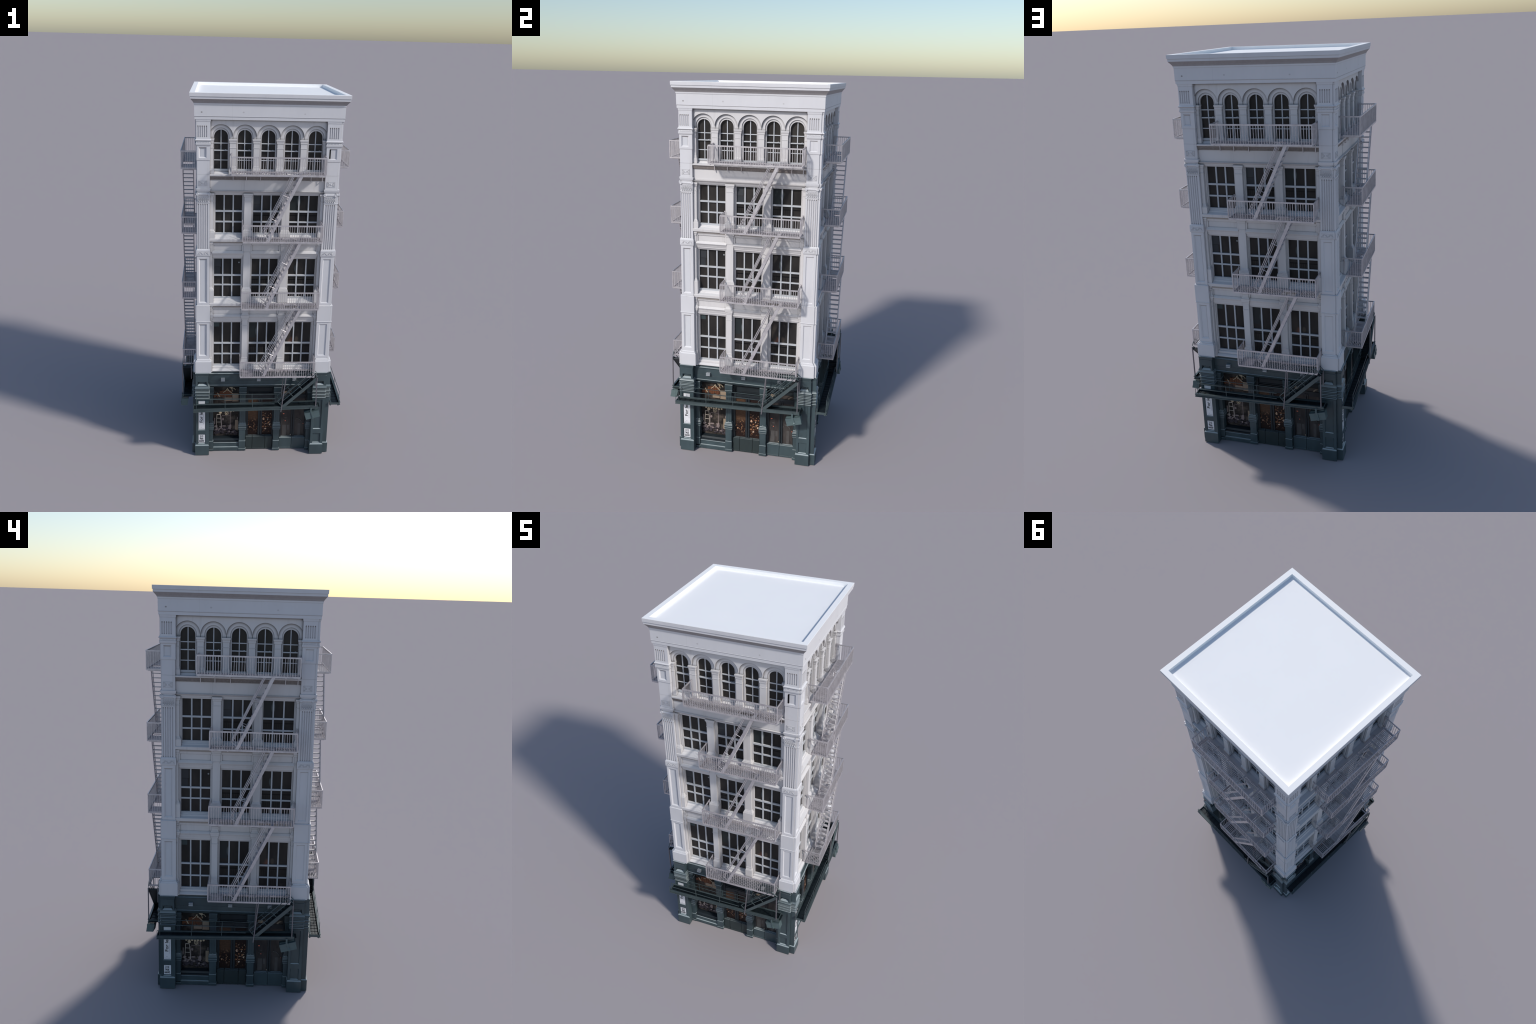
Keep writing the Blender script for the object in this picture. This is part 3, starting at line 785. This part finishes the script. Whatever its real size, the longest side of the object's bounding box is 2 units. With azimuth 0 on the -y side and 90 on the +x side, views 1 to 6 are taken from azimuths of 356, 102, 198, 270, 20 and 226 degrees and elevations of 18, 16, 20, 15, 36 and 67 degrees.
for k in range(7):
    g.blob((-0.243 + 0.015 * k, 0.306, 0.236 - 0.003 * (k % 2)), (0.006, 0.002, 0.006), 8, 5)
g.blob((-0.228, 0.3062, 0.2255), (0.009, 0.002, 0.008))
part("cream_antlers", g, M_CREAM, stuff=True)
g = Geo().box(-0.1605, -0.1255, 0.303, 0.3060, 0.297, 0.348)
g.box(-0.1430, -0.1260, 0.303, 0.3055, 0.112, 0.176)
g.box(-0.205, -0.163, 0.303, 0.3045, 0.300, 0.322)
part("beige_crate", g, M_BEIGE)
pale, dark = Geo(), Geo()
for k in range(70):
    s = rnd.uniform(-0.263, -0.128)
    z = rnd.uniform(0.078, 0.118) + 0.012 * math.sin((s + 0.27) * 30)
    dark.blob((s, 0.3055, z), (rnd.uniform(0.004, 0.009), 0.0028, rnd.uniform(0.003, 0.006)), 7, 5)
for k in range(22):
    s = rnd.uniform(-0.263, -0.160)
    z = rnd.uniform(0.112, 0.140)
    pale.blob((s, 0.3062, z), (rnd.uniform(0.003, 0.007), 0.002, rnd.uniform(0.003, 0.007)), 7, 5)
for s, z, a, b in ((-0.172, 0.132, 0.009, 0.016), (-0.170, 0.143, 0.006, 0.008), (-0.203, 0.116, 0.008, 0.005), (-0.176, 0.103, 0.005, 0.007), (-0.250, 0.118, 0.008, 0.007), (-0.205, 0.140, 0.011, 0.005), (-0.155, 0.100, 0.008, 0.004)):
    pale.blob((s, 0.3085, z), (a, 0.002, b), 9, 6)
for s0, s1, z0, z1 in ((-0.221, -0.218, 0.14, 0.20), (-0.172, -0.169, 0.140, 0.232), (-0.2180, -0.172, 0.204, 0.206), (-0.1800, -0.178, 0.208, 0.232), (-0.262, -0.257, 0.15, 0.19)):
    pale.box(s0, s1, 0.303, 0.3050, z0, z1)
pale.blob((-0.212, 0.305, 0.182), (0.006, 0.002, 0.008), 9, 6)
pale.box(-0.133, -0.128, 0.303, 0.3065, 0.180, 0.196)
part("shop_goods", dark, M_PURPLE, [("pale_goods", pale, M_PALE, True)], stuff=True)

# bays two and three: double doors under a transom
def doors(s0, s1, panes, glass, bulk, bulk_mat, splits, zb):
    fr = Geo()
    fr.box(s0, s1, BACK, 0.3150, 0.318, 0.345)                       # transom rail
    fr.box(s0, s1, BACK, 0.3155, 0.392, 0.407)
    edges = [s0, panes[0][0], panes[0][1], panes[1][0], panes[1][1], s1]
    for a, b, dd in ((edges[0], edges[1], 0.3190), (edges[4], edges[5], 0.3190)):
        fr.box(a, b, BACK, dd, 0.0, 0.395)
    m = (edges[2] + edges[3]) / 2
    fr.box(edges[2], m - 0.0018, BACK, 0.3170, zb, 0.330)
    fr.box(m + 0.0018, edges[3], BACK, 0.3170, zb, 0.330)
    fr.box(m - 0.004, m + 0.004, BACK, 0.3090, 0.0, 0.330)
    low = Geo()
    sp = [s0 + 0.004] + splits + [s1 - 0.004]
    for a, b in zip(sp[:-1], sp[1:]):
        low.box(a + 0.0010, b - 0.0010, BACK, 0.3285, 0.0015, zb - 0.0030)
        low.box(a + 0.0010, b - 0.0010, BACK, 0.3215, zb - 0.0030, zb)
        low.box(a + 0.0010, b - 0.0010, BACK, 0.3300, 0.0005, 0.0080)
    gl = Geo()
    for a, b in panes:
        gl.box(a - 0.002, b + 0.002, 0.305, 0.3110, zb - 0.002, 0.322)
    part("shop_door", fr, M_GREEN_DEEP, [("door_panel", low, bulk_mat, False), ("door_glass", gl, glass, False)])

doors(-0.0870, 0.0745, ((-0.0704, -0.0128), (0.0098, 0.0660)), M_LAMPS, None, M_GREEN_LOW, [-0.0441, 0.0297], 0.0830)
doors(0.1065, 0.2660, ((0.1195, 0.1765), (0.1955, 0.2535)), M_DOORGLASS, None, M_GREEN, [0.1822], 0.0725)
# transom panels
g = Geo().box(-0.084, 0.072, BACK, 0.3090, 0.344, 0.393)
for z, h, dd in ((0.3520, 0.0022, 0.3150), (0.3600, 0.0016, 0.3120), (0.3868, 0.002, 0.313)):
    g.box(-0.0835, 0.0715, BACK, dd, z - h, z + h)
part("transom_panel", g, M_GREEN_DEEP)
g = Geo().box(0.109, 0.262, BACK, 0.3100, 0.340, 0.394)
k2, k3 = Geo(), Geo()
k2.box(0.1190, 0.2510, 0.306, 0.3115, 0.3235, 0.366)
k3.hexa([(0.212, 0.3112, 0.326), (0.222, 0.3112, 0.326), (0.222, 0.3126, 0.326), (0.212, 0.3126, 0.326)], [(0.222, 0.3112, 0.352), (0.231, 0.3112, 0.352), (0.231, 0.3126, 0.352), (0.222, 0.3126, 0.352)])
k3.hexa([(0.222, 0.3112, 0.352), (0.231, 0.3112, 0.352), (0.231, 0.3126, 0.352), (0.222, 0.3126, 0.352)], [(0.235, 0.3112, 0.361), (0.247, 0.3112, 0.360), (0.247, 0.3126, 0.360), (0.235, 0.3126, 0.361)])
k3.box(0.1250, 0.1480, 0.3110, 0.3124, 0.349, 0.3645)
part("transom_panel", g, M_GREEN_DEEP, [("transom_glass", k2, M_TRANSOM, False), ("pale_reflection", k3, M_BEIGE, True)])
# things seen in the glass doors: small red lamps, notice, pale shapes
g = Geo()
for s, z, a, b in ((0.1335, 0.2180, 0.0050, 0.0032), (0.1445, 0.1715, 0.0032, 0.0028), (0.2480, 0.1520, 0.0026, 0.0028)):
    g.blob((s, 0.3115, z), (a, 0.0012, b), 8, 5)
part("red_lamp", g, M_RED)
g = Geo()
g.blob((0.1340, 0.3112, 0.1770), (0.004, 0.001, 0.002), 8, 5)
g.blob((0.1440, 0.3112, 0.1925), (0.007, 0.001, 0.0025), 8, 5)
g.tube([(0.2060, 0.3115, 0.190), (0.2200, 0.3115, 0.186), (0.2330, 0.3115, 0.176), (0.2390, 0.3115, 0.165)], 0.0030, 6)
g.blob((0.2015, 0.3115, 0.1760), (0.003, 0.001, 0.004), 8, 5)
g.box(0.2180, 0.2330, 0.3100, 0.3114, 0.0740, 0.155)
g.box(0.1280, 0.1520, 0.3100, 0.3113, 0.0760, 0.145)
g.box(0.1560, 0.1690, 0.3100, 0.3116, 0.1120, 0.145)
part("glass_reflection", g, M_REFLECT, stuff=True)
g = Geo().blob((0.1755, 0.3195, 0.0850), (0.0022, 0.003, 0.0035), 8, 6)
part("door_knob", g, M_CREAM)

# ------------------------------------------------------------------ fire escape
OUT, INN = 0.4375, 0.3560      # outer edge and wall-side edge of the landings

def wobble(k):
    return 0.0016 * math.sin(k * 12.9898) * (1.8 if k % 7 == 3 else 0.6)

def landing(s0, s1, zf, ztop, hatch, low=False, hangers=(), drop=0.041):
    """one balcony: frame, slats, railing"""
    fr, slats, rail = Geo(), Geo(), Geo()
    z0, z1 = zf - 0.0040, zf + 0.0042
    fr.box(s0, s1, OUT - 0.0050, OUT, z0, z1)
    fr.box(s0, s1, INN, INN + 0.0050, z0, z1)
    for a in (s0, s1 - 0.005):
        fr.box(a, a + 0.005, INN + 0.005, OUT - 0.005, z0 + 0.0004, z1 - 0.0004)
    h0, h1 = hatch
    for a in (h0 - 0.0025, h1 - 0.0025):
        fr.box(a, a + 0.0050, INN + 0.005, OUT - 0.005, z0 + 0.0008, z1 - 0.0008)
    if low:
        for a in (s0 + 0.014, s0 + 0.068):
            fr.box(a, a + 0.006, INN + 0.005, OUT - 0.005, z0 + 0.0012, z1 - 0.0006)
    if not low:
        fr.box(h0, h1, 0.3700, 0.3735, z0 + 0.001, z1 - 0.001)
    s = s0 + 0.0095
    while s < s1 - 0.006:
        inside = h0 - 0.004 < s < h1 + 0.004
        if low and s0 + 0.012 < s < s0 + 0.074:
            pass
        elif inside and low:
            pass
        elif inside:
            slats.box(s - 0.0016, s + 0.0016, INN + 0.004, 0.3700, zf - 0.0012, zf + 0.0022)
        else:
            slats.box(s - 0.0016, s + 0.0016, INN + 0.004, OUT - 0.004, zf - 0.0012, zf + 0.0022)
        s += 0.0078
    if low:
        d = INN + 0.011
        while d < OUT - 0.008:
            slats.box(s0 + 0.015, s0 + 0.072, d - 0.0016, d + 0.0016, zf - 0.0012, zf + 0.0022)
            d += 0.0085
    # railing
    rail.box(s0 - 0.0006, s1 + 0.0006, OUT - 0.0040, OUT + 0.0006, ztop - 0.0066, ztop)
    for a in (s0, s1):
        rail.box(a - 0.0018, a + 0.0018, 0.3400, OUT - 0.004, ztop - 0.0060, ztop - 0.0004)
        for dd in (OUT - 0.0024,):
            rail.box(a - 0.0022, a + 0.0022, dd - 0.0020, dd + 0.0020, z1, ztop - 0.006)
    n = int(round((s1 - s0) / 0.0117))
    for k in range(1, n):
        s = s0 + (s1 - s0) * k / n
        w = 0.00105
        rail.bar((s + wobble(k + s0 * 100), OUT - 0.0022, z1 - 0.001), (s + wobble(k * 3 + 1 + zf * 10), OUT - 0.0022, ztop - 0.006), 2 * w, 2 * w)
    for a in (s0, s1):
        for k in range(1, 7):
            d = INN + (OUT - INN) * k / 7
            rail.bar((a, d + wobble(k + zf) * 0.7, z1 - 0.001), (a, d, ztop - 0.006), 0.0018, 0.0018)
    for a in (s0 + 0.001, s1 - 0.001):
        rail.bar((a, 0.344, zf + 0.002), (a, 0.3495, ztop + 0.004), 0.0036, 0.0036)
    for s in hangers:       # brackets that tie the landing to the wall
        fr.box(s - 0.0014, s + 0.0014, 0.346, 0.4300, z0 - 0.0038, z0 + 0.0005)
        fr.box(s - 0.0015, s + 0.0015, 0.3545, 0.3575, z0 - drop, z0)
        fr.box(s - 0.0019, s + 0.0019, 0.3480, 0.3580, z0 - drop, z0 - drop + 0.0035)
    part("fire_escape_landing", fr, M_IRON, [("floor_slats", slats, M_IRON, True), ("railing", rail, M_IRON, False)])

F5, F4, F3, F2 = 1.6185, 1.2785, 0.9150, 0.5215
landing(-0.1850, 0.2770, F5, 1.7080, (0.085, 0.178), hangers=(-0.175, -0.1085, -0.0380, 0.2145, 0.2710))
landing(-0.1247, 0.2765, F4, 1.3676, (0.085, 0.178), hangers=(-0.115, -0.043, 0.100, 0.2680), drop=0.022)
landing(-0.1250, 0.2765, F3, 1.0100, (0.100, 0.194), hangers=(-0.115, -0.045, 0.100, 0.2680), drop=0.016)
landing(-0.1254, 0.2760, F2, 0.6120, (0.175, 0.274), low=True)

def rounded(pts, r=0.006, n=4):
    pts = [Vector(p) for p in pts]
    out = [pts[0]]
    for a, b, c in zip(pts[:-2], pts[1:-1], pts[2:]):
        u, w = (a - b), (c - b)
        q = min(r, u.length * 0.45, w.length * 0.45)
        p0, p1 = b + u.normalized() * q, b + w.normalized() * q
        for k in range(n + 1):
            t = k / n
            out.append(p0.lerp(b, t).lerp(b.lerp(p1, t), t))
    out.append(pts[-1])
    return out

def stair(a, b, d0, d1, mat, treads, depth=0.0145, rails=(0.042,), lead=0.012, tail=0.008, posts=(0.30, 0.66), plate=0.0036, solid=False, r=0.0017):
    """a = (s, z) foot and b = (s, z) head of the string's lower edge"""
    strs, tr, hr = Geo(), Geo(), Geo()
    A, B = Vector((a[0], 0, a[1])), Vector((b[0], 0, b[1]))
    t = (B - A).normalized()
    nrm = Vector((-t.z, 0, t.x))          # up and to the left
    for d in (d0, d1):
        lo, hi = d - plate / 2, d + plate / 2
        P = [A, A + nrm * depth - t * 0.004, B + nrm * depth, B + t * 0.004]
        q = [(p.x, p.z) for p in P]
        strs.loft([[(s, lo, z) for s, z in q], [(s, hi, z) for s, z in q]])
    for k in range(treads):
        c = A.lerp(B, (k + 0.6) / treads) + nrm * depth * 0.55
        tr.box(c.x - 0.0085, c.x + 0.0085, d0 + plate / 2, d1 - plate / 2, c.z - 0.0012, c.z + 0.0012)
        tr.box(c.x - 0.0085, c.x - 0.0070, d0 + plate / 2, d1 - plate / 2, c.z - 0.0026, c.z - 0.0011)
    L = (B - A).length
    for d in (d0, d1):
        for off in rails:
            foot = A + nrm * (depth * 0.8) + t * lead
            pts = [foot, A + nrm * off + t * (lead + 0.004), A + nrm * off + t * (L - tail), B + nrm * (depth * 0.8) - t * (tail - 0.002)]
            hr.tube(rounded([(p.x, d, p.z) for p in pts], 0.010), r, 6)
        for f in posts:
            p = A.lerp(B, f)
            p0, p1 = p + nrm * depth * 0.5, p + nrm * max(rails)
            hr.tube([(p0.x, d, p0.z), (p1.x, d, p1.z)], r * 0.85, 5)
    if solid:   # closed underside of the lowest flight
        q = [A + nrm * 0.002, A + nrm * 0.005, B + nrm * 0.005, B + nrm * 0.002]
        tr.loft([[(p.x, d, p.z) for p in q] for d in (d0 + plate / 2, d1 - plate / 2)])
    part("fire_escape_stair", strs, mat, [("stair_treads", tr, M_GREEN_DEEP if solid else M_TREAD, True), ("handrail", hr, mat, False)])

stair((0.0080, 1.2820), (0.1650, 1.6150), 0.3785, 0.4335, M_IRON, 14, rails=(0.040, 0.046))
stair((0.0100, 0.9180), (0.1720, 1.2750), 0.3785, 0.4335, M_IRON, 15, rails=(0.038, 0.045))
stair((0.0080, 0.5260), (0.1885, 0.9120), 0.3785, 0.4335, M_IRON, 16, rails=(0.038, 0.045))
stair((0.1130, 0.3290), (0.2930, 0.5020), 0.3870, 0.4370, M_GREEN_IRON, 11, depth=0.0170, rails=(0.036, 0.056), lead=0.004, tail=-0.014, posts=(0.36, 0.62), r=0.0019, solid=True)

# posts that carry the lowest flight
g = Geo()
g.bar((0.1223, 0.4390, 0.5180), (0.1018, 0.4390, 0.3090), 0.0055, 0.0050)
g.bar((0.2920, 0.4385, 0.5150), (0.2918, 0.4385, 0.3400), 0.0050, 0.0050)
g.bar((0.1150, 0.3860, 0.5180), (0.1065, 0.3860, 0.3700), 0.0045, 0.0040)
g.bar((0.2945, 0.3900, 0.5180), (0.2940, 0.3900, 0.4370), 0.0040, 0.0040)
part("iron_post", g, M_IRON_DARK)

# sloping green walkway above the shop
def zw(s):
    return 0.3115 + 0.0265 * (s + 0.3755)
W0, W1 = -0.3755, 0.3045
fr, deck, rl = Geo(), Geo(), Geo()
def beam(g, s0, s1, d0, d1, a, b):
    g.hexa([(s0, d0, zw(s0) + a), (s1, d0, zw(s1) + a), (s1, d1, zw(s1) + a), (s0, d1, zw(s0) + a)],
           [(s0, d0, zw(s0) + b), (s1, d0, zw(s1) + b), (s1, d1, zw(s1) + b), (s0, d1, zw(s0) + b)])
for d0, d1 in ((0.3835, 0.3865), (0.4350, 0.4380)):
    beam(fr, W0, W1, d0, d1, 0.0, 0.0155)
beam(fr, W0, W1, 0.4320, 0.4416, 0.0135, 0.0165)
beam(fr, W0, W1, 0.4320, 0.4416, -0.0008, 0.0025)
beam(fr, W0, W1, 0.3828, 0.3910, 0.0140, 0.0165)
beam(fr, W0, W0 + 0.003, 0.3865, 0.4350, 0.0010, 0.0135)
beam(fr, W1 - 0.003, W1, 0.3865, 0.4350, 0.0010, 0.0135)
for d in (0.3860, 0.4300):
    fr.tube([(W0 + 0.002, d, zw(W0) - 0.001), (W0 + 0.014, d, zw(W0) - 0.001)], 0.0050, 8)
beam(deck, W0 + 0.003, W1 - 0.003, 0.3868, 0.4345, 0.0048, 0.0068)
for k in range(24):
    s = W0 + 0.016 + 0.0283 * k
    beam(deck, s - 0.0007, s + 0.0007, 0.3868, 0.4345, 0.0060, 0.0082)
    beam(deck, s + 0.004, s + 0.024, 0.3905, 0.4335, 0.0060, 0.0074)
def wr(s, d, h):
    return (s, d, zw(s) + h)
for d, h1, h2, end in ((0.4345, 0.0765, 0.0460, 0.066), (0.3870, 0.0765, 0.0500, 0.120)):
    for h in (h1, h2):
        rl.bar(wr(-0.3600, d, h - (0.0022 if d > 0.4 else 0)), wr(end, d, h - 0.012 if d > 0.4 else h - 0.012), 0.0024, 0.0024)
    for s in (-0.3600, -0.2035, -0.0545):
        rl.bar(wr(s, d, 0.012), wr(s, d, h1 - 0.006 * (s + 0.36) / 0.4), 0.0026, 0.0026)
rl.bar(wr(-0.3735, 0.4345, 0.012), wr(-0.3735, 0.4345, 0.043), 0.0022, 0.0022)
rl.bar(wr(-0.3735, 0.4345, 0.043), wr(-0.3600, 0.4345, 0.044), 0.0022, 0.0022)
part("walkway", fr, M_GREEN_IRON, [("walkway_deck", deck, M_DECK, False), ("walkway_railing", rl, M_GREEN_IRON, False)])

# floodlight hung from the walkway, tilted
def flood_pt(u, v, d):
    a = math.radians(15.0)
    c = Vector((0.2755, 0, 0.2915))
    return (c.x + u * math.cos(a) - v * math.sin(a), d, c.z + u * math.sin(a) + v * math.cos(a))
g, band = Geo(), Geo()
U, V = 0.0400, 0.0190
def fbox(g, u0, u1, v0, v1, d0, d1, tilt=0.0):
    low = [flood_pt(u, v0, d + tilt) for u, d in ((u0, d0), (u1, d0), (u1, d1), (u0, d1))]
    high = [flood_pt(u, v1, d) for u, d in ((u0, d0), (u1, d0), (u1, d1), (u0, d1))]
    g.hexa(low, high)
fbox(g, -U, U, -V, V, 0.4060, 0.4420, 0.006)
fbox(g, -U - 0.0008, U + 0.0008, -V * 0.15, V * 1.02, 0.4180, 0.4445)
fbox(g, -U + 0.003, U - 0.003, V, V + 0.004, 0.4090, 0.4300)
fbox(band, -0.0045, 0.0045, -V - 0.001, V + 0.0025, 0.4200, 0.4462, 0.004)
fbox(band, -0.0020, 0.0060, -0.010, -0.004, 0.4400, 0.4490, 0.003)
band.bar((0.2672, 0.4440, 0.3360), (0.2672, 0.4440, 0.3080), 0.0085, 0.0030, (0, 1, 0))
part("floodlight", g, M_LAMP, [("lamp_bracket", band, M_LAMP, False)])

# ------------------------------------------------------------------ lettering
def letters(text, size, sx, loc, turn):
    cu = bpy.data.curves.new("letters", "FONT")
    cu.body = text
    cu.size = size
    cu.extrude = 0.0004
    cu.offset = 0.00035
    ob = bpy.data.objects.new("letters", cu)
    bpy.context.scene.collection.objects.link(ob)
    bpy.context.view_layer.update()
    dg = bpy.context.evaluated_depsgraph_get()
    me = bpy.data.meshes.new_from_object(ob.evaluated_get(dg))
    bpy.data.objects.remove(ob)
    bpy.data.curves.remove(cu)
    # text plane xy -> facade plane (s, z)
    me.transform(Matrix.Translation((loc[0], -loc[1], loc[2])) @ Matrix.Rotation(math.pi / 2, 4, "X") @ Matrix.Rotation(turn, 4, "Z") @ Matrix.Diagonal((sx, 1, 1, 1)))
    me.materials.clear()
    me.materials.append(M_INK)
    return me

TEXTS = [letters("For lease", 0.0240, 1.18, (-0.3262, 0.3778, 0.2066), math.pi / 2)]
for line, z in (("212", 0.1135), ("966", 0.0985), ("6600", 0.0835)):
    TEXTS.append(letters(line, 0.0165, 0.82 if len(line) == 3 else 0.84, (-0.3462 if len(line) == 4 else -0.3425, 0.3775, z), 0.0))

# ------------------------------------------------------------------ assemble the four sides
for face in range(4):
    for name, me, kids, stuff in PARTS:
        o = place(name, me, None, face, stuff)
        for kn, km, ks in kids:
            place(kn, km, o, face, ks)
            if kn == "sign_board":
                for t in TEXTS:
                    place("sign_lettering", t, o, face)

black_block = Geo().box(0.2995, 0.3052, 0.3500, 0.3593, 1.6915, 1.7350)  # added black block over the bevel, where a mesh face was missing
place("missing_face_patch", black_block.mesh("missing_face_patch", M_BLACK), None, 0)

# roof deck inside the parapet, and the hidden core of the building
ro = Geo()
sq = lambda r, z: [(-r, -r, z), (r, -r, z), (r, r, z), (-r, r, z)]
ro.loft([sq(0.3876, 1.9986), sq(0.3874, 2.0), sq(0.3622, 2.0), sq(0.3620, 1.9997), sq(0.3610, 1.9842)], caps=False)
ro.add(sq(0.3610, 1.9842), [(0, 1, 2, 3)])
place("roof_deck", ro.mesh("roof_deck", M_ROOF))
place("building_core", Geo().box(-0.2990, 0.2990, -0.2990, 0.2990, 0.0, 1.951).mesh("building_core", M_BLACK))
